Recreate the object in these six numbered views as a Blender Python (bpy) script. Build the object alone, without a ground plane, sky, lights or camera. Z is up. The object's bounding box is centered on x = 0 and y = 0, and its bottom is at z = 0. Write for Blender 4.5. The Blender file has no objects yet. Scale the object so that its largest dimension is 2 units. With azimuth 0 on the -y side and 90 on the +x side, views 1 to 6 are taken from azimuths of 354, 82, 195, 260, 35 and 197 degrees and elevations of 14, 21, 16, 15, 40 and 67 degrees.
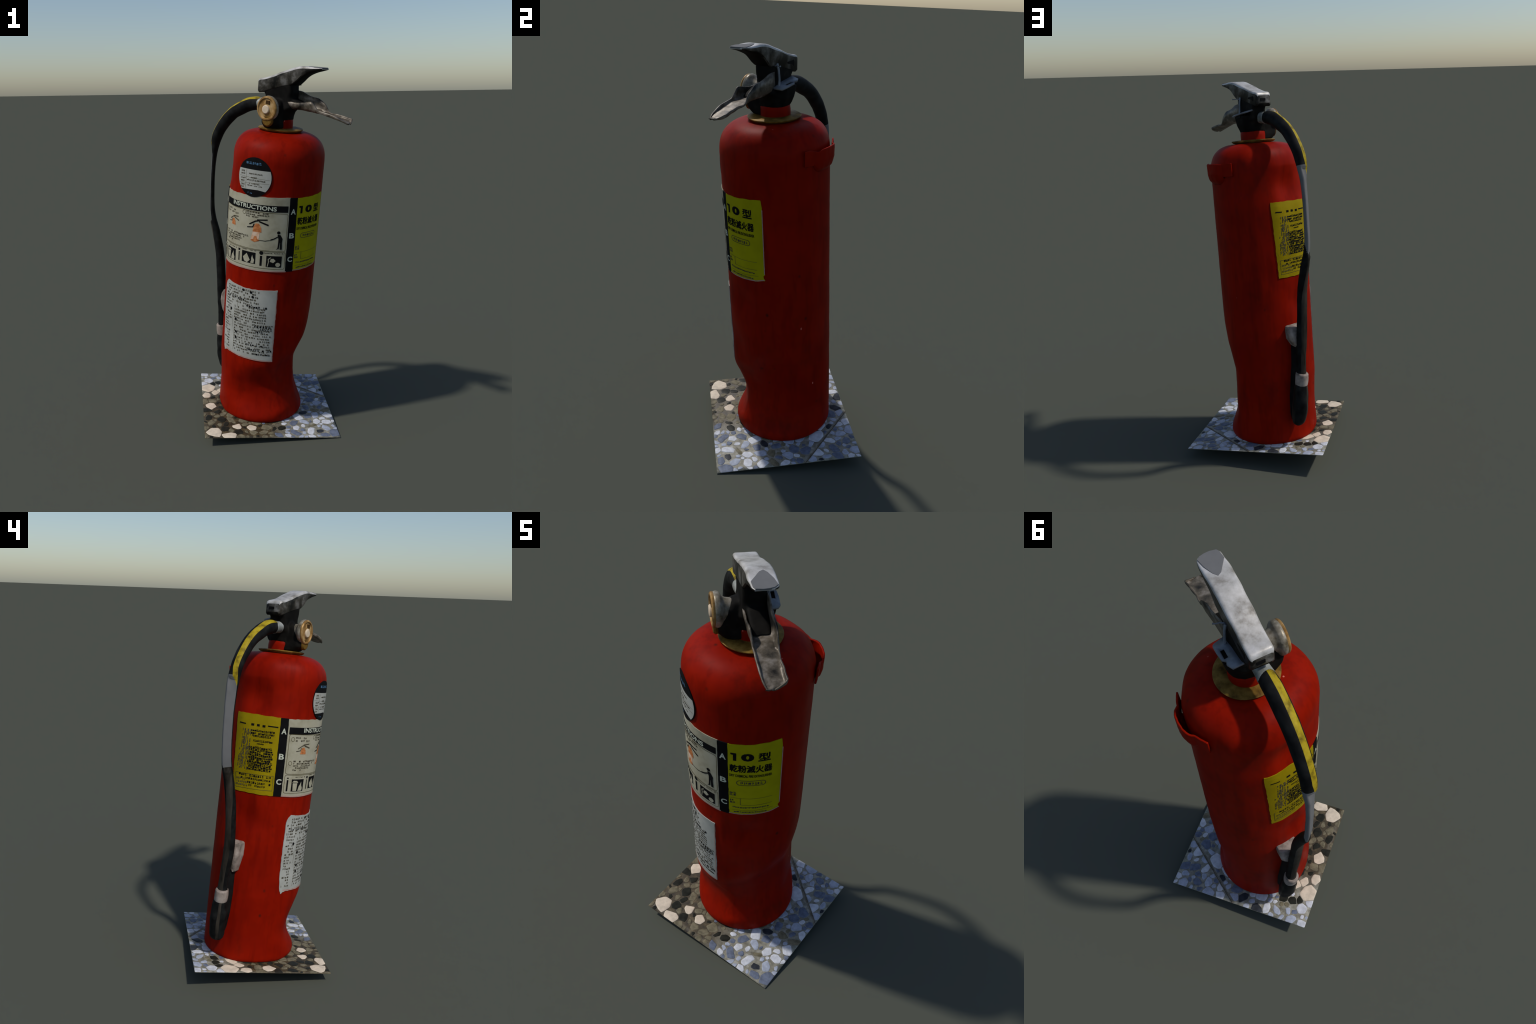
# Old red dry-powder fire extinguisher standing on a thin pebble floor slab.
# Everything is modelled in the frame of the cylinder: h runs up the (slightly
# tilted) axis, theta round it.  A second frame serves the valve head:
# q along the levers (towards the beak), p towards the pressure gauge.
import bpy, bmesh, math, random
import numpy as np
from mathutils import Vector, Matrix, noise

rnd = random.Random(7)

# ----------------------------------------------------------------- frames
W = Vector((0.071, -0.085, 1.0)).normalized()
E1 = (Vector((1, 0, 0)) - W * W.x).normalized()
E2 = W.cross(E1)
FOOT = Vector((-0.049, 0.054, 0.0680))
FRAME = Matrix(((E1.x, E2.x, W.x, FOOT.x), (E1.y, E2.y, W.y, FOOT.y),
                (E1.z, E2.z, W.z, FOOT.z), (0, 0, 0, 1)))
QD = Vector((0.728, -0.686, 0)).normalized()
PD = Vector((-QD.y, QD.x, 0)) * -1.0      # towards the gauge


def H(q, p, h):
    v = QD * q + PD * p
    return Vector((v.x, v.y, h))


# ----------------------------------------------------------------- materials
def new_mat(name):
    m = bpy.data.materials.new(name)
    m.use_nodes = True
    return m, m.node_tree.nodes, m.node_tree.links, m.node_tree.nodes["Principled BSDF"]


def coords(N, L, scale=1.0, stretch=(1, 1, 1)):
    tc = N.new("ShaderNodeTexCoord")
    mp = N.new("ShaderNodeMapping")
    mp.inputs["Scale"].default_value = [scale * s for s in stretch]
    L.new(tc.outputs["Object"], mp.inputs["Vector"])
    return mp.outputs["Vector"]


def noise_node(N, L, vec, scale, detail=4.0, rough=0.6):
    n = N.new("ShaderNodeTexNoise")
    n.inputs["Scale"].default_value = scale
    n.inputs["Detail"].default_value = detail
    n.inputs["Roughness"].default_value = rough
    L.new(vec, n.inputs["Vector"])
    return n.outputs["Fac"]


def ramp(N, L, fac, stops):
    r = N.new("ShaderNodeValToRGB")
    els = r.color_ramp.elements
    while len(els) < len(stops):
        els.new(0.5)
    for e, (pos, col) in zip(els, stops):
        e.position = pos
        e.color = (*col, 1) if len(col) == 3 else col
    L.new(fac, r.inputs["Fac"])
    return r.outputs["Color"]


def mix(N, L, fac, a, b):
    m = N.new("ShaderNodeMix")
    m.data_type = "RGBA"
    for sock, val in (("Factor", fac), ("A", a), ("B", b)):
        s = [i for i in m.inputs if i.name == sock and i.type == ("VALUE" if sock == "Factor" else "RGBA")][0]
        if hasattr(val, "links"):
            L.new(val, s)
        else:
            s.default_value = val if sock == "Factor" else (*val, 1)
    return [o for o in m.outputs if o.type == "RGBA"][0]


def bump(N, L, bsdf, height, strength, dist=0.002):
    b = N.new("ShaderNodeBump")
    b.inputs["Strength"].default_value = strength
    b.inputs["Distance"].default_value = dist
    L.new(height, b.inputs["Height"])
    L.new(b.outputs["Normal"], bsdf.inputs["Normal"])


def mottled(name, stops, scale=12, rough=0.5, metallic=0.0, bump_s=0.1, stretch=(1, 1, 1), spec=0.08, detail=4):
    m, N, L, B = new_mat(name)
    v = coords(N, L, 1, stretch)
    f = noise_node(N, L, v, scale, detail)
    L.new(ramp(N, L, f, stops), B.inputs["Base Color"])
    B.inputs["Roughness"].default_value = rough
    B.inputs["Metallic"].default_value = metallic
    B.inputs["Specular IOR Level"].default_value = spec
    if bump_s:
        bump(N, L, B, noise_node(N, L, v, scale * 5, 6), bump_s)
    return m


def flat(name, c, rough=0.7, var=0.12, scale=30, spec=0.06):
    lo = tuple(x * (1 - var) for x in c)
    hi = tuple(min(1, x * (1 + var)) for x in c)
    return mottled(name, [(0.35, lo), (0.65, hi)], scale, rough, 0, 0, spec=spec)


def red_paint():
    m, N, L, B = new_mat("red_paint")
    v = coords(N, L)
    vs = coords(N, L, 1, (1, 1, 0.18))
    base = ramp(N, L, noise_node(N, L, v, 5, 5), [(0.3, RED_LO), (0.7, RED_HI)])
    streak = ramp(N, L, noise_node(N, L, vs, 26, 5), [(0.48, (0, 0, 0)), (0.75, (1, 1, 1))])
    smudge = ramp(N, L, noise_node(N, L, coords(N, L, 1, (1, 1, 0.5)), 7, 8, 0.7), [(0.56, (0, 0, 0)), (0.72, (0.55, 0.55, 0.55))])
    base = mix(N, L, streak, base, tuple(c * 0.85 for c in RED_LO))
    base = mix(N, L, smudge, base, (0.085, 0.006, 0.002))
    # dark chips
    vo = N.new("ShaderNodeTexVoronoi")
    vo.inputs["Scale"].default_value = 17
    L.new(coords(N, L, 1, (1, 1, 0.75)), vo.inputs["Vector"])
    near = ramp(N, L, vo.outputs["Distance"], [(0.0, (1, 1, 1)), (0.06, (0.8, 0.8, 0.8)), (0.17, (0, 0, 0))])
    sep = N.new("ShaderNodeSeparateColor")
    L.new(vo.outputs["Color"], sep.inputs["Color"])
    pick = ramp(N, L, sep.outputs["Red"], [(0.84, (0, 0, 0)), (0.86, (1, 1, 1))])
    chip = mix(N, L, near, (0, 0, 0), pick)
    base = mix(N, L, chip, base, (0.045, 0.008, 0.005))
    # pale specks where the paint is scratched
    vo2 = N.new("ShaderNodeTexVoronoi")
    vo2.inputs["Scale"].default_value = 30
    L.new(coords(N, L, 1, (1, 1, 0.5)), vo2.inputs["Vector"])
    near2 = ramp(N, L, vo2.outputs["Distance"], [(0.0, (1, 1, 1)), (0.08, (1, 1, 1)), (0.12, (0, 0, 0))])
    sep2 = N.new("ShaderNodeSeparateColor")
    L.new(vo2.outputs["Color"], sep2.inputs["Color"])
    pick2 = ramp(N, L, sep2.outputs["Green"], [(0.95, (0, 0, 0)), (0.96, (1, 1, 1))])
    base = mix(N, L, mix(N, L, near2, (0, 0, 0), pick2), base, (0.62, 0.16, 0.12))
    L.new(base, B.inputs["Base Color"])
    B.inputs["Roughness"].default_value = 0.5
    B.inputs["Specular IOR Level"].default_value = 0.05
    bump(N, L, B, noise_node(N, L, v, 60, 4), 0.06)
    return m


RED_LO, RED_HI = (0.195, 0.0047, 0.0004), (0.28, 0.0080, 0.0005)  # red darkened to midway between the sunlit shoulder and the shaded walls
M = {}
M["red"] = red_paint()
M["black_metal"] = mottled("blackened_metal", [(0.35, (0.004, 0.0036, 0.003)), (0.6, (0.010, 0.009, 0.0075)), (0.8, (0.03, 0.026, 0.019))], 18, 0.7, 0.0, 0.2, spec=0.07)
M["steel"] = mottled("worn_steel", [(0.28, (0.20, 0.18, 0.15)), (0.45, (0.42, 0.40, 0.37)), (0.7, (0.60, 0.58, 0.56))], 16, 0.42, 0.15, 0.25, spec=0.25)
M["steel_dark"] = mottled("stained_steel", [(0.34, (0.018, 0.015, 0.011)), (0.52, (0.11, 0.09, 0.065)), (0.74, (0.32, 0.28, 0.235))], 18, 0.4, 0.2, 0.25, spec=0.25)
M["steel_side"] = mottled("dark_mottled_lever_side", [(0.42, (0.008, 0.0075, 0.006)), (0.55, (0.065, 0.058, 0.047)), (0.70, (0.22, 0.21, 0.195))], 13, 0.42, 0.15, 0.2, spec=0.25)
M["plate"] = mottled("bracket_steel", [(0.3, (0.13, 0.14, 0.15)), (0.7, (0.27, 0.285, 0.31))], 14, 0.45, 0.2, 0.15)  # grey tinted blue with the sky light seen on the bracket
M["grey"] = flat("bare_grey", (0.15, 0.15, 0.15), 0.8, 0.03, spec=0.1)
M["brass"] = mottled("old_brass", [(0.3, (0.06, 0.03, 0.006)), (0.5, (0.18, 0.10, 0.018)), (0.72, (0.33, 0.20, 0.045))], 22, 0.5, 0.15, 0.2)
M["gauge"] = mottled("gauge_gold", [(0.3, (0.14, 0.065, 0.015)), (0.5, (0.33, 0.19, 0.065)), (0.7, (0.50, 0.34, 0.16))], 20, 0.4, 0.1, 0.1)
M["gauge_cap"] = flat("gauge_lens", (0.62, 0.50, 0.36), 0.4, 0.08)
M["gauge_dark"] = flat("gauge_dark", (0.06, 0.03, 0.01), 0.5, 0.2)
M["chrome"] = mottled("gauge_rim_steel", [(0.32, (0.10, 0.08, 0.05)), (0.5, (0.26, 0.23, 0.175)), (0.72, (0.46, 0.42, 0.35))], 25, 0.35, 0.2, 0.1)
M["rubber"] = mottled("black_rubber", [(0.4, (0.004, 0.004, 0.004)), (0.75, (0.016, 0.017, 0.016))], 20, 0.65, 0, 0.15, spec=0.10)
M["rubber_worn"] = mottled("worn_rubber", [(0.40, (0.010, 0.009, 0.007)), (0.75, (0.085, 0.07, 0.055))], 14, 0.5, 0, 0.15, (1, 1, 0.25))
M["hose_yellow"] = mottled("yellow_hose_band", [(0.32, (0.13, 0.09, 0.008)), (0.5, (0.34, 0.25, 0.012)), (0.75, (0.46, 0.35, 0.03))], 25, 0.5, 0, 0.2)
M["ferrule"] = mottled("ferrule_steel", [(0.35, (0.16, 0.17, 0.15)), (0.7, (0.42, 0.43, 0.40))], 20, 0.4, 0.2, 0.1)
M["clip"] = mottled("pale_plastic", [(0.32, (0.10, 0.08, 0.065)), (0.48, (0.27, 0.22, 0.185)), (0.7, (0.44, 0.37, 0.32))], 16, 0.5, 0, 0.1)
M["yellow_l"] = mottled("shade_darkened_yellow_paper", [(0.3, (0.24, 0.175, 0.001)), (0.7, (0.33, 0.245, 0.003))], 9, 0.55, 0, 0.05)
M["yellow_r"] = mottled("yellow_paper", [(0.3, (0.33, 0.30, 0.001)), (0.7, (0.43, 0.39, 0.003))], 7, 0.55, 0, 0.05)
M["paper"] = mottled("cream_paper", [(0.3, (0.26, 0.235, 0.16)), (0.5, (0.37, 0.345, 0.25)), (0.75, (0.43, 0.405, 0.32))], 8, 0.6, 0, 0.05)
M["white_paper"] = mottled("white_paper", [(0.3, (0.31, 0.31, 0.275)), (0.7, (0.43, 0.43, 0.39))], 8, 0.6, 0, 0.05)
M["pink_edge"] = flat("pink_paper_edge", (0.42, 0.25, 0.21), 0.6, 0.15)
M["ink"] = flat("black_ink", (0.005, 0.005, 0.0055), 0.85, 0.2, spec=0.08)
M["ink_soft"] = flat("faded_ink", (0.07, 0.06, 0.04), 0.6, 0.3, 60)
M["olive_ink"] = flat("olive_ink", (0.09, 0.075, 0.03), 0.6, 0.2)
M["letter"] = flat("pale_letter", (0.50, 0.52, 0.42), 0.6, 0.1)
M["orange_ink"] = mottled("orange_ink", [(0.35, (0.30, 0.08, 0.02)), (0.65, (0.60, 0.24, 0.09))], 60, 0.6, 0, 0)
M["pale_orange"] = mottled("pale_orange_ink", [(0.35, (0.58, 0.34, 0.2)), (0.65, (0.66, 0.5, 0.38))], 60, 0.6, 0, 0)
M["blue_ink"] = flat("blue_ink", (0.06, 0.13, 0.22), 0.6, 0.2)


# ----------------------------------------------------------------- scene helpers
def empty(name, label, category):
    o = bpy.data.objects.new(name, None)
    bpy.context.scene.collection.objects.link(o)
    o.matrix_world = FRAME
    o["label"], o["category"] = label, category
    return o


def link(name, me, mat, parent, stuff=False):
    o = bpy.data.objects.new(name, me)
    bpy.context.scene.collection.objects.link(o)
    o.parent = parent
    for m in (mat if isinstance(mat, (list, tuple)) else [mat]):
        me.materials.append(m)
    if stuff:
        o["kind"] = "stuff"
    return o


def finish(bm, name, mat, parent, angle=40, stuff=False, recalc=True):
    if recalc:
        bmesh.ops.recalc_face_normals(bm, faces=bm.faces)
    me = bpy.data.meshes.new(name)
    bm.to_mesh(me)
    bm.free()
    for f in me.polygons:
        f.use_smooth = True
    me.set_sharp_from_angle(angle=math.radians(angle))
    return link(name, me, mat, parent, stuff)


def loft(bm, rings, closed=True, caps=True, mat=None):
    vs = [[bm.verts.new(c) for c in r] for r in rings]
    n = len(vs[0])
    for a, b in zip(vs, vs[1:]):
        for i in range(n if closed else n - 1):
            j = (i + 1) % n
            f = bm.faces.new((a[i], a[j], b[j], b[i]))
            if mat:
                f.material_index = mat(i)
    if caps and closed:
        bm.faces.new(vs[0][::-1])
        bm.faces.new(vs[-1])
    return vs


def catmull(pts, n):
    """Centripetal-free Catmull-Rom through rows of numbers."""
    P = [np.array(p, float) for p in pts]
    P = [2 * P[0] - P[1]] + P + [2 * P[-1] - P[-2]]
    out = []
    for i in range(1, len(P) - 2):
        for k in range(n):
            t = k / n
            a, b, c, d = P[i - 1], P[i], P[i + 1], P[i + 2]
            out.append(0.5 * (2 * b + (c - a) * t + (2 * a - 5 * b + 4 * c - d) * t * t + (3 * b - a - 3 * c + d) * t ** 3))
    out.append(P[-2])
    return out


def apply_mods(o):
    dg = bpy.context.evaluated_depsgraph_get()
    me = bpy.data.meshes.new_from_object(o.evaluated_get(dg))
    old = o.data
    o.modifiers.clear()
    o.data = me
    bpy.data.meshes.remove(old)


ext = empty("fire_extinguisher", "old dented red fire extinguisher with labels, levers and hose", "fire extinguisher")
slab = empty("floor_slab", "thin square patch of pebble terrazzo floor", "floor tile")

# ----------------------------------------------------------------- cylinder body
# a round wall, flattened by worn-in facets: each facet faces theta (degrees)
# and lies at a distance from the axis that changes with height h
R_WALL = 0.2505
FACETS = [
    (-10, [(.025, .250), (.05, .232), (.10, .211), (.15, .195), (.20, .185), (.30, .178), (.37, .177), (.42, .190), (.50, .226), (.56, .239), (.63, .246), (.72, .251), (1.5, .249)]),
    (19, [(.02, .250), (.08, .229), (.15, .206), (.20, .206), (.30, .201), (.40, .199), (.45, .209), (.55, .229), (.65, .239), (.76, .241), (1.5, .241)]),
    (-92, [(.03, .250), (.05, .236), (.08, .218), (.12, .203), (.15, .196), (.20, .191), (.25, .200), (.30, .222), (.345, .245), (.38, .250), (.9, .251), (1.5, .257)]),
    (-110, [(.03, .248), (.05, .235), (.10, .210), (.15, .200), (.22, .206), (.28, .224), (.33, .240), (.38, .253), (1.0, .254), (1.5, .263)]),
    (-134, [(.02, .246), (.10, .238), (.15, .229), (.22, .236), (.29, .243), (.40, .250), (.8, .250), (1.1, .257), (1.5, .261)]),
    (175, [(.02, .240), (.15, .237), (.27, .241), (.36, .248), (.45, .244), (.73, .242), (1.0, .248), (1.25, .252), (1.31, .250), (1.345, .243), (1.44, .237), (1.5, .237)]),
    (-168, [(.02, .239), (.18, .238), (.28, .244), (.35, .253), (.417, .264), (.48, .253), (.7, .254), (1.5, .252)]),
    (79, [(.02, .251), (.4, .248), (.8, .245), (1.1, .243), (1.5, .242)]),
    (45, [(.02, .252), (.3, .247), (.6, .244), (1.5, .244)]),
    (-48, [(.03, .252), (.06, .247), (.10, .228), (.15, .207), (.22, .192), (.30, .190), (.36, .205), (.42, .230), (.50, .250), (.8, .254), (1.5, .262)]),
    (112, [(.02, .252), (.6, .248), (.9, .243), (1.5, .241)]),
    (146, [(.02, .248), (.6, .246), (.9, .243), (1.5, .242)]),
]
# local hollows: theta, h, depth, spread (degrees), spread (h)
HOLLOWS = [(147, 1.395, .030, 14, .060), (152, .775, .016, 12, .050), (-52, .79, .018, 12, .05), (-66, .52, .012, 11, .06)]
NA = 72
_HS = np.linspace(-0.01, 1.5, 303)
_A = np.radians(np.arange(NA) * 360 / NA)
# the wall leans out a little towards theta = -122 higher up
_lean = (np.cos(_A + math.radians(122)) * 0.5 + 0.5) ** 2
_RS = R_WALL + 0.010 * _lean[None, :] * np.clip((_HS[:, None] - 0.5) / 0.6, 0, 1)
for ang, prof in FACETS:
    dist = np.interp(_HS, [p[0] for p in prof], [p[1] for p in prof])
    c = np.cos(_A - math.radians(ang))
    _RS = np.where(c > 0.4, np.minimum(_RS, dist[:, None] / np.maximum(c, 0.1)), _RS)


def blur(a, axis, sig, wrap):
    k = int(3 * sig) + 1
    wts = np.exp(-0.5 * (np.arange(-k, k + 1) / sig) ** 2)
    wts /= wts.sum()
    pad = [(0, 0), (0, 0)]
    pad[axis] = (k, k)
    b = np.pad(a, pad, mode="wrap" if wrap else "edge")
    n = a.shape[axis]
    return sum(w * np.take(b, range(i, i + n), axis) for i, w in enumerate(wts))


_RS = blur(blur(_RS, 1, 1.4, True), 0, 2.2, False)
for ang, hc, dep, sa, sh in HOLLOWS:
    da = (_A - math.radians(ang) + math.pi) % (2 * math.pi) - math.pi
    _RS = _RS - dep * np.exp(-0.5 * (da[None, :] / math.radians(sa)) ** 2) * np.exp(-0.5 * ((_HS[:, None] - hc) / sh) ** 2)
# rounded foot rim
_RS = _RS - 0.012 * np.clip(1 - (_HS[:, None] + 0.01) / 0.022, 0, 1) ** 2
H_SHOULDER, H_TOP, R_TOP = 1.475, 1.622, 0.090


def wall(th, h):
    h = min(max(h, _HS[0]), _HS[-1])
    x = (h - _HS[0]) / (_HS[1] - _HS[0])
    i = min(int(x), len(_HS) - 2)
    y = (math.degrees(th) % 360) * NA / 360
    j = int(y) % NA
    u, v = x - i, y - int(y)
    k = (j + 1) % NA
    return (_RS[i, j] * (1 - v) + _RS[i, k] * v) * (1 - u) + (_RS[i + 1, j] * (1 - v) + _RS[i + 1, k] * v) * u


def radius(th, h):
    r = wall(th, h)
    if h > H_SHOULDER:
        y = min((h - H_SHOULDER) / (H_TOP - H_SHOULDER), 1.0)
        x = (1 - y ** 2.6) ** (1 / 2.6)
        r = R_TOP + (r - R_TOP) * x
    return r


def surf(th, h, off=0.0):
    r = radius(th, h) + off
    return Vector((r * math.cos(th), r * math.sin(th), h))


def relief(th, h):
    v = surf(th, h)
    k = -0.0014 + 0.0010 * noise.noise(v * 9.0) + 0.0004 * noise.noise(v * 28.0)
    return surf(th, h, k)


bm = bmesh.new()
hs = list(np.linspace(-0.008, H_SHOULDER, 150))
hs += [H_SHOULDER + (H_TOP - H_SHOULDER) * math.sin(a) for a in np.linspace(0, math.pi / 2, 42)[1:]]
NT = 224
rings = [[relief(2 * math.pi * i / NT, h) for i in range(NT)] for h in hs]
loft(bm, rings)
body = finish(bm, "cylinder_body", M["red"], ext, 60)

# ----------------------------------------------------------------- labels (paper wrapped on the wall)
R0 = 0.25
DEG = R0 * math.pi / 180


def wrap_mesh(bm, off, step=0.018):
    """Flat bmesh in (arc, h) metres -> wrapped on the wall, proud by off."""
    xs = [v.co.x for v in bm.verts]
    ys = [v.co.y for v in bm.verts]
    for lo, hi, ax, st in ((min(xs), max(xs), 0, step), (min(ys), max(ys), 1, 0.03)):
        k = math.floor(lo / st) + 1
        while k * st < hi - 1e-6:
            co = Vector((0, 0, 0))
            co[ax] = k * st
            no = Vector((0, 0, 0))
            no[ax] = 1
            bmesh.ops.bisect_plane(bm, geom=bm.verts[:] + bm.edges[:] + bm.faces[:], plane_co=co, plane_no=no, dist=1e-7)
            k += 1
    for v in bm.verts:
        v.co = surf(v.co.x / R0, v.co.y, off + v.co.z)


def poly_obj(name, polys, mat, off, parent, skirt=False, stuff=False):
    bm = bmesh.new()
    for pl in polys:
        f = bm.faces.new([bm.verts.new((x, y, 0)) for x, y in pl])
        f.normal_update()
        if f.normal.z < 0:
            f.normal_flip()
    big = [f for f in bm.faces if len(f.verts) > 4]
    if big:
        bmesh.ops.triangulate(bm, faces=big)
    wrap_mesh(bm, off)
    if skirt:
        edges = [e for e in bm.edges if e.is_boundary]
        r = bmesh.ops.extrude_edge_only(bm, edges=edges)
        for v in r["geom"]:
            if isinstance(v, bmesh.types.BMVert):
                d = Vector((v.co.x, v.co.y, 0)).normalized()
                v.co -= d * (off + 0.002)
    return finish(bm, name, mat, parent, 50, stuff, recalc=False)


def D(th, h):
    return (th * DEG, h)


def rect(t0, t1, h0, h1):
    return [D(t0, h0), D(t1, h0), D(t1, h1), D(t0, h1)]


def quad_strip(pts, wd):
    """Thin ink line along points (theta deg, h), width wd metres."""
    out = []
    P = [Vector((t * DEG, h, 0)) for t, h in pts]
    for a, b in zip(P, P[1:]):
        d = (b - a).normalized()
        n = Vector((-d.y, d.x, 0)) * wd / 2
        e = d * wd * 0.45
        out.append([tuple((a - e - n)[:2]), tuple((b + e - n)[:2]), tuple((b + e + n)[:2]), tuple((a - e + n)[:2])])
    return out


def rounded_frame(t0, t1, h0, h1, wd, r=0.01):
    rt = r / DEG
    pts = []
    for cx, cy, a0 in ((t1 - rt, h1 - r, 0), (t0 + rt, h1 - r, 90), (t0 + rt, h0 + r, 180), (t1 - rt, h0 + r, 270)):
        for k in range(5):
            a = math.radians(a0 + 22.5 * k)
            pts.append((cx + rt * math.cos(a), cy + r * math.sin(a)))
    return quad_strip(pts + pts[:1], wd)


def ellipse(tc, hc, rt, rh, n=28, a0=0, a1=360):
    return [D(tc + rt * math.cos(math.radians(a0 + (a1 - a0) * k / n)), hc + rh * math.sin(math.radians(a0 + (a1 - a0) * k / n)))
            for k in range(n + (0 if a1 - a0 == 360 else 1))]


def paper(name, outline, mat, parent, off=0.0013, jag=0.0015, seed=1):
    """Outline corners (theta, h) -> slightly ragged wrapped sheet."""
    r = random.Random(seed)
    pts = []
    for (t0, h0), (t1, h1) in zip(outline, outline[1:] + outline[:1]):
        ln = math.hypot((t1 - t0) * DEG, h1 - h0)
        n = max(2, int(ln / 0.016))
        for k in range(n):
            u = k / n
            j = jag if 0 < k else jag * 0.3
            pts.append(((t0 + (t1 - t0) * u) * DEG + r.uniform(-j, j), h0 + (h1 - h0) * u + r.uniform(-j, j)))
    return poly_obj(name, [pts], mat, off, parent, skirt=True)


def text_obj(name, s, t0, t1, h0, h1, mat, parent, off=0.0024, bold=0.0, heavy=0.0):
    """Built-in font text, stretched into the box theta t0..t1, height h0..h1."""
    cu = bpy.data.curves.new(name, "FONT")
    cu.body = s
    cu.size = 1.0
    cu.offset = bold
    cu.resolution_u = 3
    tmp = bpy.data.objects.new(name, cu)
    bpy.context.scene.collection.objects.link(tmp)
    bpy.context.view_layer.update()
    dg = bpy.context.evaluated_depsgraph_get()
    me = bpy.data.meshes.new_from_object(tmp.evaluated_get(dg))
    bpy.data.objects.remove(tmp)
    bpy.data.curves.remove(cu)
    bm = bmesh.new()
    bm.from_mesh(me)
    bpy.data.meshes.remove(me)
    if not bm.verts:
        bm.free()
        return None
    xs = [v.co.x for v in bm.verts]
    ys = [v.co.y for v in bm.verts]
    sx = (t1 - t0) * DEG / (max(xs) - min(xs))
    sy = (h1 - h0) / (max(ys) - min(ys))
    x0, y0 = min(xs), min(ys)
    for v in bm.verts:
        v.co = Vector((t0 * DEG + (v.co.x - x0) * sx, h0 + (v.co.y - y0) * sy, 0))
    if heavy:          # thick strokes: the glyphs struck four times, slightly shifted
        flat_geom = bm.verts[:] + bm.edges[:] + bm.faces[:]
        for k, (dx, dy) in enumerate(((2, 0), (1, 1), (1, -1)), 1):
            dup = bmesh.ops.duplicate(bm, geom=flat_geom)["geom"]
            for v in dup:
                if isinstance(v, bmesh.types.BMVert):
                    v.co += Vector((dx * heavy, dy * heavy, k * 0.0001))
    wrap_mesh(bm, off)
    return finish(bm, name, mat, parent, 50, recalc=False)


def tiny_print(rows, seed, blk=(0.6, 1.5), fill=0.8, gap=0.25):
    """Rows (t0, t1, h, size metres) of small illegible glyph blocks."""
    r = random.Random(seed)
    out = []
    for t0, t1, h, sz in rows:
        t = t0
        while t < t1:
            wd = sz * r.uniform(*blk) / DEG
            if t + wd > t1 + 0.5:
                break
            if r.random() < fill:
                y = h + r.uniform(-0.1, 0.1) * sz
                k = r.random()
                if k < 0.5:      # solid clump
                    out.append(rect(t, t + wd, y, y + sz * r.uniform(0.7, 1.0)))
                elif k < 0.8:    # two bars
                    out.append(rect(t, t + wd, y, y + sz * 0.35))
                    out.append(rect(t, t + wd * 0.8, y + sz * 0.6, y + sz * 0.95))
                else:            # upright strokes
                    out.append(rect(t, t + wd * 0.35, y, y + sz))
                    out.append(rect(t + wd * 0.6, t + wd, y + sz * 0.2, y + sz))
            t += wd + sz * gap * r.uniform(0.6, 1.8) / DEG
    return out


# --- upper band: yellow | black A B C | instructions | black A B C | yellow
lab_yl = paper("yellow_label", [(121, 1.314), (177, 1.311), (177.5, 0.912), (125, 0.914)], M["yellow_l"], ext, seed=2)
lab_w = paper("instruction_label", [(185.8, 1.308), (279.5, 1.317), (280.8, 0.917), (187, 0.913)], M["paper"], ext, seed=3)
lab_yr = paper("yellow_label", [(288, 1.316), (335, 1.326), (336.2, 1.29), (337, 0.965), (335.2, 0.957), (337, 0.935), (326, 0.926), (289.5, 0.922)], M["yellow_r"], ext, seed=4)
for t0, t1, hb, ht in ((176.6, 186.4, 0.912, 1.310), (279.0, 288.8, 0.918, 1.317)):
    strip = paper("black_strip", [(t0, ht), (t1 - 0.4, ht), (t1 + 0.6, hb), (t0 + 0.8, hb)], M["ink"], ext, off=0.0017, jag=0.0006, seed=5)
    for ch, hc in (("A", 1.245), ("B", 1.117), ("C", 0.988)):
        tc = (t0 + t1) / 2 + (1.31 - hc) * 2.2
        text_obj("class_letter", ch, tc - 3.0, tc + 3.0, hc - 0.0145, hc + 0.0145, M["letter"], strip, bold=0.03)
# pale trim at the paper edges
poly_obj("paper_edge", quad_strip([(187.3, 0.9155), (205, 0.914), (225, 0.9155), (250, 0.917), (280.3, 0.919)], 0.006), M["pink_edge"], 0.0019, lab_w)
poly_obj("paper_edge", quad_strip([(289.8, 0.925), (312, 0.927), (327, 0.930), (336, 0.939)], 0.005) + quad_strip([(336.4, 1.28), (336.7, 0.97)], 0.004), M["pink_edge"], 0.0019, lab_yr)

# instruction sheet print
poly_obj("title_bar", [[D(187.8, 1.232), D(233, 1.237), D(277.8, 1.240), D(277.8, 1.274), D(233, 1.271), D(187.8, 1.268)]], M["ink"], 0.0019, lab_w)
text_obj("title_text", "INSTRUCTIONS", 206.3, 264.5, 1.2445, 1.2675, M["letter"], lab_w, 0.0026, 0.025)
fr = rounded_frame(188.8, 278.0, 1.031, 1.233, 0.0022) + rounded_frame(188.8, 278.6, 0.932, 1.026, 0.0022)
poly_obj("frame_line", fr, M["olive_ink"], 0.0020, lab_w)
for tc, hc in ((193.4, 1.208), (225.5, 1.220), (193.2, 1.086)):
    poly_obj("step_ring", quad_strip([(tc + 2.1 * math.cos(a), hc + 0.010 * math.sin(a)) for a in np.linspace(0, 2 * math.pi, 15)], 0.0018), M["olive_ink"], 0.0020, lab_w)
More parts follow.
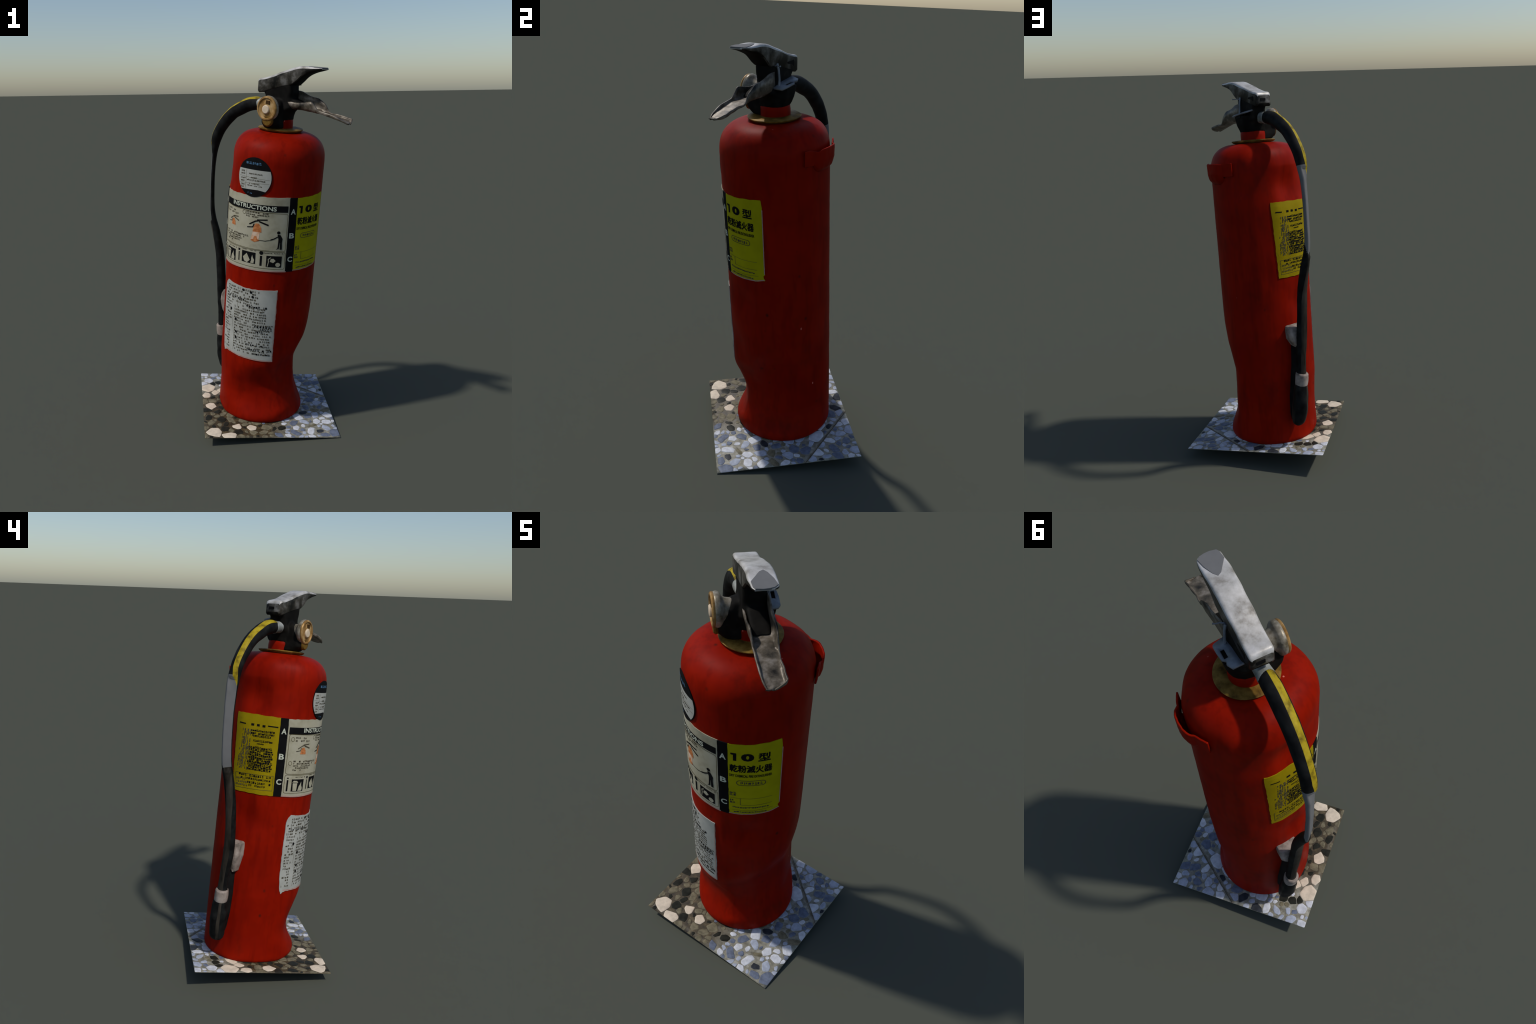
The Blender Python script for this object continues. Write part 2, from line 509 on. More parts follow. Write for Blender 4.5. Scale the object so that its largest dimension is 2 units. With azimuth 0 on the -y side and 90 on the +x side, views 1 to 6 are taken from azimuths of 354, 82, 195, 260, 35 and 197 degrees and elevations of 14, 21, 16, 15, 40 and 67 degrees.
rows = [(197, 213, 1.213, 0.0085), (197, 216, 1.198, 0.0085), (228.5, 246, 1.224, 0.009), (249, 257, 1.222, 0.009), (228.5, 261, 1.212, 0.008), (228.5, 245, 1.201, 0.008),
        (197, 236, 1.093, 0.009), (197, 232, 1.081, 0.008), (197, 225, 1.070, 0.008), (197, 221, 1.059, 0.008), (197, 208, 1.048, 0.008),
        (197, 208, 1.013, 0.005), (209, 218, 1.013, 0.005), (226, 244, 1.020, 0.004), (253, 277, 1.016, 0.005)]
poly_obj("small_print", tiny_print(rows, 11), M["ink_soft"], 0.0020, lab_w, stuff=True)


def extinguisher_sketch(tc, hc, s):
    """Little drawing of an extinguisher top: orange bottle, dark levers."""
    ink = quad_strip([(tc - 7 * s, hc + .016 * s), (tc - 2 * s, hc + .030 * s), (tc + 1 * s, hc + .034 * s)], 0.005 * s)
    ink += quad_strip([(tc, hc + .036 * s), (tc + 8 * s, hc + .040 * s)], 0.005 * s)
    ink += quad_strip([(tc + 2 * s, hc + .030 * s), (tc + 9 * s, hc + .020 * s)], 0.006 * s)
    ink += quad_strip([(tc - 9 * s, hc + .002 * s), (tc - 4 * s, hc + .006 * s), (tc - 3 * s, hc + .018 * s)], 0.004 * s)
    org = [[D(tc - 4.0 * s, hc - .012 * s), D(tc + 4 * s, hc - .012 * s), D(tc + 3.4 * s, hc + .008 * s), D(tc + 1.4 * s, hc + .022 * s), D(tc - 1.6 * s, hc + .022 * s), D(tc - 3.2 * s, hc + .008 * s)]]
    return ink, org


ink, org = extinguisher_sketch(208.5, 1.146, 1.0)
poly_obj("sketch_lines", ink, M["ink_soft"], 0.0022, lab_w)
poly_obj("sketch_bottle", org, M["orange_ink"], 0.0020, lab_w)
ink, org = extinguisher_sketch(243.5, 1.142, 1.35)
poly_obj("sketch_lines", ink, M["ink"], 0.0022, lab_w)
poly_obj("sketch_bottle", org, M["orange_ink"], 0.0020, lab_w)
poly_obj("sketch_flame", [[D(238.5, 1.128), D(247, 1.126), D(246, 1.078), D(236, 1.076)]], M["pale_orange"], 0.00195, lab_w)
poly_obj("sketch_flame", [[D(235.5, 1.079), D(239.5, 1.086), D(240.5, 1.104), D(243.5, 1.102), D(244.5, 1.088), D(247, 1.080), D(241, 1.070)]], M["orange_ink"], 0.0022, lab_w)
fig = [ellipse(268.8, 1.132, 2.0, 0.0085, 14),
       [D(267.5, 1.122), D(271.2, 1.120), D(273.8, 1.100), D(273.4, 1.078), D(269.0, 1.078), D(269.0, 1.098)],
       [D(269.0, 1.080), D(271.0, 1.080), D(270.2, 1.045), D(266.6, 1.040), D(268.6, 1.048)],
       [D(271.2, 1.080), D(273.4, 1.080), D(274.0, 1.042), D(271.4, 1.040)]]
fig += quad_strip([(269, 1.112), (264, 1.098), (260.5, 1.092)], 0.006) + quad_strip([(262, 1.092), (254, 1.083), (246.5, 1.083)], 0.003)
poly_obj("operator_figure", fig, M["ink"], 0.0022, lab_w)
pics, pale = [], []
for t0, t1, h0, h1 in ((197.8, 215.2, .941, 1.004), (225.4, 243.6, .950, 1.012), (256.6, 274.8, .942, 1.004)):
    pics.append(rect(t0, t1, h0, h1))
pics += [rect(191.6, 193.6, .942, 1.000), rect(220.2, 221.7, .950, 1.000), rect(249.0, 251.6, .945, 1.000)]
pics += [ellipse(192.6, 1.009, 1.6, .006, 3, 90, 450), rect(219.6, 222.4, 1.006, 1.018), ellipse(250.3, 1.016, 2.4, .0105, 16)]
poly_obj("class_pictogram", pics, M["ink"], 0.0020, lab_w)
pale.append([D(200, .944), D(205, .944), D(205.6, .984), D(199.4, .984)])
pale.append([D(198.6, .988), D(206.8, .986), D(205, .996), D(200.5, .997)])
pale.append([D(206.8, .944), D(213.0, .944), D(213.4, .958), D(211.8, .972), D(211.2, .992), D(209.6, .976), D(208.2, .968)])
pale.append([D(229, .957), D(233, .951), D(236.8, .968), D(232.2, 1.002), D(227.2, .978)])
pale.append([D(237.5, .953), D(241.6, .953), D(242.3, .972), D(240.4, .985), D(239.6, .998), D(238.6, .982), D(238.6, .968)])
pale.append([D(261, .972), D(265, .966), D(267.8, .978), D(265, .990), D(262, .988)])
pale.append(ellipse(270.6, .957, 2.9, .0115, 14))
pale += quad_strip([(258.4, .946), (259.4, .970), (259.0, .985), (261.5, .994)], 0.004)
poly_obj("pictogram_shape", pale, M["paper"], 0.0026, lab_w)

# right yellow sheet
poly_obj("type_number", [[D(293.2, 1.2345), D(296.0, 1.2345), D(296.0, 1.2745), D(291.0, 1.2745), D(291.0, 1.266), D(293.2, 1.264)]], M["ink"], 0.0022, lab_yr)
text_obj("type_number", "0", 300.0, 311.0, 1.236, 1.276, M["ink"], lab_yr, 0.0022, 0.055)
text_obj("type_character", "\u578b", 314.3, 324.9, 1.235, 1.276, M["ink"], lab_yr, 0.0022, heavy=0.0013)
text_obj("main_title", "\u4e7e\u7c89\u6ec5\u706b\u5668", 290.0, 326.7, 1.175, 1.213, M["ink"], lab_yr, 0.0022, heavy=0.0013)
text_obj("sub_title", "DRY CHEMICAL FIRE EXTINGUISHER", 290.0, 327.3, 1.147, 1.161, M["ink"], lab_yr, 0.0022, 0.03)
poly_obj("oval_stamp", rounded_frame(296.3, 321.8, 1.1015, 1.1275, 0.003, 0.0128), M["olive_ink"], 0.0021, lab_yr)
poly_obj("small_print", tiny_print([(299.8, 318.5, 1.108, 0.0125)], 5, (0.5, 0.9), 1.0), M["ink_soft"], 0.0021, lab_yr, stuff=True)
poly_obj("small_print", tiny_print([(290, 295.8, 1.050, 0.010), (290, 295.8, 1.037, 0.010), (290.4, 295.8, 1.005, 0.010), (290.4, 295.8, 0.991, 0.010),
                                    (292.8, 326.2, 0.964, 0.0075), (293.8, 326, 0.936, 0.0075)], 6, (0.7, 1.4), 0.95), M["ink_soft"], 0.0021, lab_yr, stuff=True)
poly_obj("ruled_line", quad_strip([(291, 1.0235), (310, 1.0225), (328.8, 1.025)], 0.0014) + quad_strip([(299.6, 0.984), (314, 0.983), (328.8, 0.986)], 0.0014)
         + quad_strip([(299.6, 1.0225), (299.8, 0.984)], 0.0022) + quad_strip([(292, 0.951), (312, 0.950), (330, 0.956)], 0.0011), M["olive_ink"], 0.0021, lab_yr)

# left yellow sheet
rows = [(137, 139, 1.258, 0.010), (142.2, 146, 1.255, 0.011), (149.5, 153, 1.255, 0.011), (156.5, 160, 1.254, 0.011)]
poly_obj("heading_mark", [rect(a, b, h, h + s) for a, b, h, s in rows[1:]] + quad_strip([(127, 1.262), (134.5, 1.260)], 0.006) + quad_strip([(163.5, 1.263), (174, 1.262)], 0.006),
         M["ink"], 0.0021, lab_yl)
rows = [(143, 171.5, 1.228, 0.010), (143, 171, 1.214, 0.010), (145, 167.5, 1.202, 0.010), (147, 170, 1.178, 0.010), (152, 160, 1.166, 0.006)]
rows += [(142 + (k % 3), 172.8 - (k % 2), 1.142 - 0.0122 * k, 0.0114) for k in range(10)]
poly_obj("small_print", tiny_print(rows, 21, (0.5, 1.2), 0.97, 0.12), M["ink"], 0.0021, lab_yl, stuff=True)
rr = random.Random(4)
cols = []
for k in range(11):           # the upright smeared lines beside it
    t = 129.6 + k * 1.25 + rr.uniform(-.2, .2)
    h = 1.236
    while h > 1.03:
        ln = rr.uniform(.006, .024)
        if rr.random() < 0.74 and h - ln > 1.018 and not (t < 131 and h > 1.14):
            cols.append(rect(t, t + rr.uniform(.55, 1.05), h - ln, h))
        h -= ln + rr.uniform(.001, .006)
poly_obj("small_print", cols, M["ink_soft"], 0.0021, lab_yl, stuff=True)
poly_obj("frame_line", quad_strip([(128, 1.008), (151, 1.011), (175.2, 1.014), (175.6, 0.938), (151, 0.936), (128.4, 0.934), (128, 1.008)], 0.0018), M["olive_ink"], 0.0021, lab_yl)
poly_obj("small_print", tiny_print([(133, 174, 0.998, 0.0115), (136, 174, 0.983, 0.010), (145, 166, 0.963, 0.011), (171, 174, 0.963, 0.011), (147, 168, 0.948, 0.010)], 23, (0.5, 1.0), 0.95), M["ink"], 0.0021, lab_yl, stuff=True)
poly_obj("small_print", tiny_print([(130, 146, 0.975, 0.010), (131, 146, 0.960, 0.010), (130, 145, 0.945, 0.010)], 24, (0.4, 0.8), 0.9), M["olive_ink"], 0.0021, lab_yl, stuff=True)

# round inspection sticker
TC, HC, RT, RH = 235.5, 1.408, 21.3, 0.101
stk = poly_obj("round_sticker", [ellipse(TC, HC, RT, RH, 48)], M["ink"], 0.0030, ext, skirt=True)
chord = [D(TC + RT * .965 * math.cos(math.radians(a)), HC + RH * .965 * math.sin(math.radians(a))) for a in np.linspace(-44, 23, 14)]
chord += [D(TC + RT * .985 * math.cos(math.radians(a)), HC + RH * .985 * math.sin(math.radians(a))) for a in np.linspace(157, 222, 14)]
chord.insert(0, D(TC + 6, HC - 0.062))
poly_obj("sticker_table", [chord], M["white_paper"], 0.0038, stk)
poly_obj("small_print", tiny_print([(218.5, 224.5, 1.430, .008), (218.5, 224.5, 1.416, .008), (218.5, 224.5, 1.394, .008), (218.5, 224.5, 1.380, .008), (218.5, 224.5, 1.361, .008), (218.5, 224.5, 1.349, .008),
                                    (227, 246, 1.422, .007), (232, 240, 1.402, .008), (227, 250, 1.389, .008), (228, 243, 1.372, .006), (228, 246, 1.362, .005)], 31, (0.6, 1.3), 0.8), M["ink_soft"], 0.0044, stk, stuff=True)
poly_obj("ruled_line", quad_strip([(226, 1.441), (225.6, 1.348)], 0.0012) + quad_strip([(216, 1.408), (254, 1.402)], 0.001) + quad_strip([(217, 1.373), (254, 1.383)], 0.001), M["olive_ink"], 0.0042, stk)
poly_obj("small_print", tiny_print([(225, 244, 1.472, .013)], 33, (0.6, 1.2), 0.9), M["blue_ink"], 0.0038, stk, stuff=True)
poly_obj("small_print", tiny_print([(229, 237, 1.322, .008)], 34, (0.4, 0.6), 0.8), M["blue_ink"], 0.0038, stk, stuff=True)

# lower white notice
lab_n = paper("white_notice", [(203, .815), (230, .803), (250, .805), (273.4, .811), (273.6, .388), (262, .389), (245, .392), (225, .395), (208, .400), (204, .395), (201.5, .386), (199.5, .405), (197.5, .47), (197, .62), (197.4, .775), (199.5, .80)],
              M["white_paper"], ext, seed=8)
rows = []
hh = 0.787
k = 0
while hh > 0.415:
    t0 = 199.5 if hh < 0.77 else 205
    if hh > 0.70:
        rows.append((t0, 252 - 4 * (k % 2), hh, 0.0098))
    elif hh > 0.60:
        rows += [(t0 + 1, 213, hh, 0.0095), (218, 262, hh, 0.0098)]
    else:
        rows += [(t0 + 1, 213 - (k % 3), hh, 0.0095), (219, 242, hh, 0.0095), (245 - (k % 2) * 3, 271, hh, 0.0092)]
    hh -= 0.0158
    k += 1
poly_obj("small_print", tiny_print(rows, 41, (0.4, 1.1), 0.72, 0.35), M["ink_soft"], 0.0021, lab_n, stuff=True)
poly_obj("heavy_print", tiny_print([(248, 271, .588, .013), (252, 271, .572, .012), (250, 262, .557, .010), (238, 262, .475, .010), (240, 271, .447, .011), (246, 271, .424, .010), (205, 232, .73, .011), (236, 262, .70, .012)], 43, (0.4, 1.0), 0.8, 0.35), M["ink"], 0.0022, lab_n, stuff=True)
poly_obj("tick_mark", [ellipse(t, h, 1.7, .0075, 10) for t, h in ((212, .658), (221, .607), (222.5, .533), (222.5, .500), (230, .790), (241, .786), (243.5, .762))], M["ink"], 0.0023, lab_n)
poly_obj("ruled_line", quad_strip([(215, .62), (215.3, .55)], 0.001) + quad_strip([(219, .55), (219, .42)], 0.001) + quad_strip([(222, .75), (222.4, .68)], 0.001), M["olive_ink"], 0.0021, lab_n)
poly_obj("paper_edge", quad_strip([(205, .4055), (225, .399), (245, .395), (262, .392), (273, .391)], 0.007) + quad_strip([(272.8, .80), (272.6, .40)], 0.003), M["pink_edge"], 0.0019, lab_n)

# ----------------------------------------------------------------- wall hanger (red pocket on the shoulder)
bm = bmesh.new()
rings = []
NTH, NH = 60, 24
for j in range(NH + 1):
    row = []
    for i in range(NTH + 1):
        t = 20.5 + (78 - 20.5) * i / NTH
        ft = max(0.0, 1 - abs((t - 48.5) / 17.0) ** 2.6) ** 0.6 if abs(t - 48.5) < 17 else 0
        low = 1.461 - 0.042 * min(1, ft * 1.1)
        top = 1.530 - 0.010 * math.exp(-((t - 34) / 4) ** 2) - 0.004 * math.exp(-((t - 64) / 4) ** 2)
        v = j / NH
        h = low + (top - low) * v
        out = (0.011 * min(1, v * 5) - 0.003 if ft > 0 else 0.012 - 0.002 * math.cos(math.pi * v)) + 0.024 * ft * min(1.0, (v / 0.5)) ** 0.7 
        out += 0.0015 * noise.noise(Vector((t * .3, h * 30, 0)))
        r = wall(math.radians(t), 1.44) + out
        row.append(Vector((r * math.cos(math.radians(t)), r * math.sin(math.radians(t)), h)))
    rings.append(row)
loft(bm, rings, closed=False, caps=False)
o = finish(bm, "wall_hanger", M["red"], ext, 50)
md = o.modifiers.new("thick", "SOLIDIFY")
md.thickness = 0.007
md.offset = -1 if o.data.polygons[0].normal.dot(Vector((1, 1, 0))) > 0 else 1
apply_mods(o)

# ----------------------------------------------------------------- flange ring and neck
def lathe(name, prof, centre, mat, parent, axis="h", seg=64, wob=0.0, mats=None, angle=35):
    """prof: (radius, distance) along the axis from centre; axis 'h' or 'p'."""
    bm = bmesh.new()
    rings = []
    for r, d in prof:
        ring = []
        for k in range(seg):
            a = 2 * math.pi * k / seg
            rr = r * (1 + wob * noise.noise(Vector((math.cos(a) * 1.5, math.sin(a) * 1.5, d * 20))))
            if axis == "h":
                ring.append(Vector((centre[0] + rr * math.cos(a), centre[1] + rr * math.sin(a), centre[2] + d)))
            else:
                q, p, h = centre
                ring.append(H(q + rr * math.cos(a), p + d, h + rr * math.sin(a)))
        rings.append(ring)
    loft(bm, rings)
    return finish(bm, name, mat, parent, angle)


lathe("flange_ring", [(0.095, -0.012), (0.108, -0.010), (0.117, -0.004), (0.119, 0.001), (0.115, 0.004), (0.09, 0.006), (0.06, 0.006)], (0.003, -0.006, 1.634), M["brass"], ext, wob=0.03)
lathe("neck_collar", [(0.067, -0.02), (0.067, 0.03), (0.066, 0.046), (0.060, 0.054)], (0.0, 0.0, 1.634), M["red"], ext, wob=0.03)

# ----------------------------------------------------------------- valve body: solids fused into one casting
def rounded_rect(cq, cp, hq, hp, h, r, n=5):
    pts = []
    for sx, sy, a0 in ((1, 1, 0), (-1, 1, 90), (-1, -1, 180), (1, -1, 270)):
        for k in range(n):
            a = math.radians(a0 + 90 * k / (n - 1))
            pts.append(H(cq + sx * (hq - r) + r * math.cos(a), cp + sy * (hp - r) + r * math.sin(a), h))
    return pts


bm = bmesh.new()
# neck flaring up into the head
loft(bm, [rounded_rect(q, p, a, b, h, min(a, b) * k) for h, q, p, a, b, k in (
    (1.680, .0, .0, .064, .066, .9), (1.70, .0, .0, .065, .066, .9), (1.725, .002, .0, .070, .062, .8), (1.745, .004, .0, .086, .054, .6),
    (1.77, .002, .002, .086, .044, .5), (1.80, -.004, .003, .084, .042, .5), (1.83, -.016, .004, .098, .042, .4), (1.866, -.018, .005, .096, .044, .4))])
# packing between the handle cheeks
loft(bm, [rounded_rect(q, p, a, b, h, .012) for h, q, p, a, b in (
    (1.748, .12, .0, .075, .034), (1.760, .10, .0, .075, .034), (1.775, .07, .0, .065, .034), (1.79, .045, .0, .05, .034))])
# gauge stem sloping down to the flange
loft(bm, [rounded_rect(q, p, a, b, h, min(a, b) * .8) for h, q, p, a, b in (
    (1.640, .0, .055, .05, .052), (1.665, .002, .075, .050, .058), (1.69, .004, .085, .046, .054), (1.72, .004, .07, .044, .05), (1.755, .004, .06, .040, .048), (1.775, .004, .045, .030, .036), (1.785, .004, .03, .02, .02))])
# web under the pin bracket
loft(bm, [rounded_rect(q, p, a, b, h, min(a, b) * .6) for h, q, p, a, b in (
    (1.69, -.004, -.03, .045, .035), (1.72, -.004, -.04, .05, .038), (1.766, -.006, -.05, .056, .034))])
valve = finish(bm, "valve_body", M["black_metal"], ext, 60)
md = valve.modifiers.new("fuse", "REMESH")
md.mode = "VOXEL"
md.voxel_size = 0.0045
md = valve.modifiers.new("soft", "SMOOTH")
md.iterations = 8
md.factor = 0.5
apply_mods(valve)
for f in valve.data.polygons:
    f.use_smooth = True

# ----------------------------------------------------------------- upper lever (beak)
def box_ring(q, pr, pl, top, bot, ch, dq=0.0):
    """Cross-section: rounded top corners, plain lower corners."""
    pts = []
    r = ch
    for k in range(5):
        a = math.pi / 2 * k / 4
        pts.append((pl - r + r * math.cos(a), top - r + r * math.sin(a)))
    for k in range(5):
        a = math.pi / 2 * k / 4
        pts.append((pr + r - r * math.sin(a), top - r + r * math.cos(a)))
    b = min(0.006, (top - bot) * .2)
    pts += [(pr, bot + b), (pr + b, bot), (pl - b, bot), (pl, bot + b)]
    return [H(q + dq * ((p - (pr + pl) / 2) / (pl - pr)) ** 2 * 4, p, h) for p, h in pts]


LEVER = [(-.132, -.028, .042, 1.862, 1.822, .006), (-.128, -.034, .047, 1.872, 1.812, .009), (-.118, -.037, .050, 1.879, 1.806, .010), (-.09, -.038, .050, 1.885, 1.812, .010),
         (-.05, -.038, .049, 1.897, 1.826, .010), (0, -.039, .049, 1.917, 1.842, .011), (.04, -.040, .049, 1.932, 1.852, .012), (.075, -.041, .049, 1.946, 1.858, .013),
         (.100, -.042, .049, 1.953, 1.876, .013), (.141, -.043, .049, 1.958, 1.912, .011), (.175, -.044, .049, 1.9575, 1.929, .009), (.21, -.043, .047, 1.957, 1.940, .006),
         (.234, -.038, .044, 1.9565, 1.947, .003), (.247, -.024, .037, 1.956, 1.950, .002)]
bm = bmesh.new()
secs = catmull(LEVER, 4)
rings = []
for s in secs:
    ring = box_ring(*s[:5], max(s[5], .0015))
    rings.append([v + Vector((noise.noise(v * 22), noise.noise(v * 22 + Vector((5, 0, 0))), noise.noise(v * 20 + Vector((0, 7, 0))))) * 0.0022 for v in ring])
# ring points 0-9 are the top with its rolled edges, 10-13 the sides and underside
loft(bm, rings, mat=lambda i: 1 if i in (9, 10, 12, 13) else 2 if i == 11 else 0)
for f in bm.faces:
    if len(f.verts) > 8 and f.calc_center_median().dot(QD) < 0:
        f.material_index = 1
lever = finish(bm, "upper_lever", [M["steel"], M["steel_side"], M["black_metal"]], ext, 50)
# worn flat on the beak
bm = bmesh.new()
tip = [(.204, .043), (.236, .041), (.247, .035), (.251, .012), (.249, -.008), (.244, -.024), (.231, -.037), (.196, -.031), (.158, -.018), (.141, -.006), (.150, .008), (.178, .026)]
loft(bm, [[H(q * s + .2 * (1 - s), p * s + .002 * (1 - s), h) for q, p in tip] for s, h in ((1.0, 1.953), (1.005, 1.9585), (0.985, 1.9595))])
finish(bm, "beak_flat", M["grey"], lever, 30)
# slot at the back, dark cheeks under the lever, and a stub of wire
bm = bmesh.new()
loft(bm, [[H(q, p, h) for p, h in ((-.016, 1.834), (.014, 1.834), (.014, 1.847), (-.016, 1.847))] for q in (-.1345, -.120)])
finish(bm, "back_slot", M["ink"], lever, 30)


def tube(name, pts, rad, mat, parent, seg=10):
    bm = bmesh.new()
    P = [Vector(p) for p in pts]
    rings = []
    for i, c in enumerate(P):
        t = (P[min(i + 1, len(P) - 1)] - P[max(i - 1, 0)]).normalized()
        u = t.orthogonal().normalized()
        if i:
            u = (pu - t * pu.dot(t)).normalized()
        pu = u
        v = t.cross(u)
        r = rad[i] if isinstance(rad, (list, tuple)) else rad
        rings.append([c + (u * math.cos(2 * math.pi * k / seg) + v * math.sin(2 * math.pi * k / seg)) * r for k in range(seg)])
    loft(bm, rings)
    return finish(bm, name, mat, parent, 50)


tube("seal_wire", [H(.046, -.036, 1.856), H(.052, -.052, 1.860), H(.056, -.066, 1.858), H(.060, -.075, 1.860)], [.004, .0022, .002, .0035], M["plate"], lever, 8)
tube("link_rod", [H(.035, -.040, 1.865), H(.034, -.047, 1.84), H(.034, -.05, 1.80), H(.038, -.05, 1.772)], [.006, .005, .005, .006], M["plate"], ext, 8)

# ----------------------------------------------------------------- lower handle: channel with tall cheeks
HANDLE = [(.055, .042, -.039, 1.752, 1.776, 1.835), (.10, .042, -.040, 1.745, 1.779, 1.828), (.15, .043, -.041, 1.744, 1.784, 1.813), (.19, .043, -.042, 1.743, 1.791, 1.806),
          (.207, .042, -.043, 1.743, 1.792, 1.799), (.222, .041, -.043, 1.742, 1.780, 1.792), (.24, .040, -.043, 1.740, 1.762, 1.780), (.256, .040, -.043, 1.738, 1.753, 1.757), (.275, .040, -.040, 1.734, 1.749, 1.744), (.31, .040, -.039, 1.727, 1.744, 1.741),
          (.345, .037, -.041, 1.719, 1.736, 1.737), (.375, .033, -.043, 1.712, 1.724, 1.731), (.397, .027, -.042, 1.708, 1.716, 1.728), (.406, .024, -.024, 1.707, 1.712, 1.718), (.414, .020, .000, 1.706, 1.709, 1.711)]
bm = bmesh.new()
rings = []
for s in catmull(HANDLE, 3):
    q, pl, pr, b, tl, tr = s
    prof = [(pl, tl), (pl, b + (tl - b) * .6), (pl - .001, b + min(.012, (tl - b) * .35)), (pl - .010, b + .002), (pl * .4 + pr * .6 + .02, b + .003), ((pl + pr) / 2, b + .005), (pl * .3 + pr * .7, b + .003),
            (pr + .010, b + .002), (pr + .001, b + min(.012, (tr - b) * .35)), (pr, b + (tr - b) * .6), (pr, tr)]
    ring = [H(q, p, h) for p, h in prof]
    rings.append([v + Vector((noise.noise(v * 25), noise.noise(v * 25 + Vector((3, 0, 0))), noise.noise(v * 25 + Vector((0, 4, 0))))) * 0.003 for v in ring])
loft(bm, rings, closed=False, caps=False)
o = finish(bm, "lower_handle", M["steel_dark"], ext, 50)
md = o.modifiers.new("thick", "SOLIDIFY")
md.thickness = 0.0055
md.offset = 0
apply_mods(o)

# ----------------------------------------------------------------- gauge
g = lathe("pressure_gauge", [(0.036, -.075), (0.040, -.045), (0.046, -.036), (0.055, -.030), (0.061, -.024), (0.0625, -.016), (0.061, -.008), (0.0585, -.005)], (.004, .140, 1.741), M["chrome"], ext, "p", 56, 0.02)
lathe("gauge_bezel", [(0.0585, -.010), (0.061, -.006), (0.061, -.001), (0.058, .003), (0.052, .004), (0.048, -.001), (0.044, -.002), (0.03, .000), (0.02, .002)], (.004, .141, 1.741), M["gauge"], g, "p", 56, 0.02)
lathe("gauge_window", [(0.022, -.001), (0.0215, .006), (0.018, .009), (0.008, .0095)], (.002, .141, 1.736), M["gauge_cap"], g, "p", 32)
bm = bmesh.new()
loft(bm, [[H(.012 + a, p, 1.770 + b) for a, b in ((-.014, -.006), (.012, -.008), (.010, .010), (-.012, .011))] for p in (.138, .1445)])
finish(bm, "gauge_mark", M["gauge_dark"], g, 30)
lathe("gauge_lip", [(0.03, -.03), (0.033, -.004), (0.027, .002), (0.012, .003)], (.009, .137, 1.683), M["brass"], g, "p", 32)

# ----------------------------------------------------------------- safety-pin bracket plate with slot
bm = bmesh.new()
outer = [(.072, -.032, 1.768), (.060, -.080, 1.763), (.050, -.089, 1.768), (.010, -.091, 1.773), (-.022, -.089, 1.777), (-.036, -.078, 1.780), (-.050, -.084, 1.780), (-.074, -.074, 1.783), (-.078, -.034, 1.793), (0, -.030, 1.785)]
slot = [(.018, -.064), (.018, -.078), (-.024, -.080), (-.024, -.066)]


def plate_h(q, p):
    return 1.776 - 0.11 * q * .9 + (p + .06) * .10


vt = [bm.verts.new(H(q, p, h + .004)) for q, p, h in outer]
st = [bm.verts.new(H(q, p, plate_h(q, p) + .004)) for q, p in slot]
edges = [bm.edges.new((L[i], L[(i + 1) % len(L)])) for L in (vt, st) for i in range(len(L))]
bmesh.ops.triangle_fill(bm, edges=edges, use_beauty=True)
o = finish(bm, "pin_bracket", M["plate"], ext, 30)
md = o.modifiers.new("thick", "SOLIDIFY")
md.thickness = 0.008
md.offset = -1
apply_mods(o)
bm = bmesh.new()
loft(bm, [[H(q, p, plate_h(q, p) - .006 + dz) for q, p in ((.03, -.05), (.03, -.084), (-.03, -.086), (-.03, -.052))] for dz in (-.012, 0)])
finish(bm, "slot_shadow_plate", M["black_metal"], o, 30)

# ----------------------------------------------------------------- hose
def hose_loft(name, rows, mats, parent, sub=5, seg=28, pick=None, flat=None, twist=None, lump=0.03):
    """rows: (r outwards, p, h, half width outwards, half width sideways)."""
    rows = catmull(rows, sub)
    bm = bmesh.new()
    C = [H(-s[0], s[1], s[2]) for s in rows]
    rings, info = [], []
    for i, s in enumerate(rows):
        t = (C[min(i + 1, len(C) - 1)] - C[max(i - 1, 0)]).normalized()
        side = (PD - t * PD.dot(t)).normalized()
        out = side.cross(t)
        if out.dot(-QD) < 0 and abs(out.dot(QD)) > .05 or (abs(out.dot(QD)) <= .05 and out.z < 0):
            out = -out
        if side.dot(PD) < 0:
            side = -side
        if twist:
            c_, s_ = math.cos(twist(s[2])), math.sin(twist(s[2]))
            out, side = out * c_ + side * s_, side * c_ - out * s_
        ring = []
        for k in range(seg):
            a = 2 * math.pi * k / seg
            x, y = math.cos(a), math.sin(a)     # x outwards, y sideways
            if flat:
                lim = flat(s[2])
                x = min(x, lim)
            n = 1 + lump * noise.noise(C[i] * (30 if lump < .05 else 14) + Vector((x, y, 0)))
            ring.append(C[i] + (out * x * s[3] + side * y * s[4]) * n)
        rings.append(ring)
    vs = [[bm.verts.new(c) for c in r] for r in rings]
    for i, (A, B) in enumerate(zip(vs, vs[1:])):
        for k in range(seg):
            j = (k + 1) % seg
            f = bm.faces.new((A[k], A[j], B[j], B[k]))
            if pick:
                f.material_index = pick(360 * (k + .5) / seg, rows[i][2])
    bm.faces.new(vs[0][::-1])
    bm.faces.new(vs[-1])
    return finish(bm, name, mats, parent, 50)


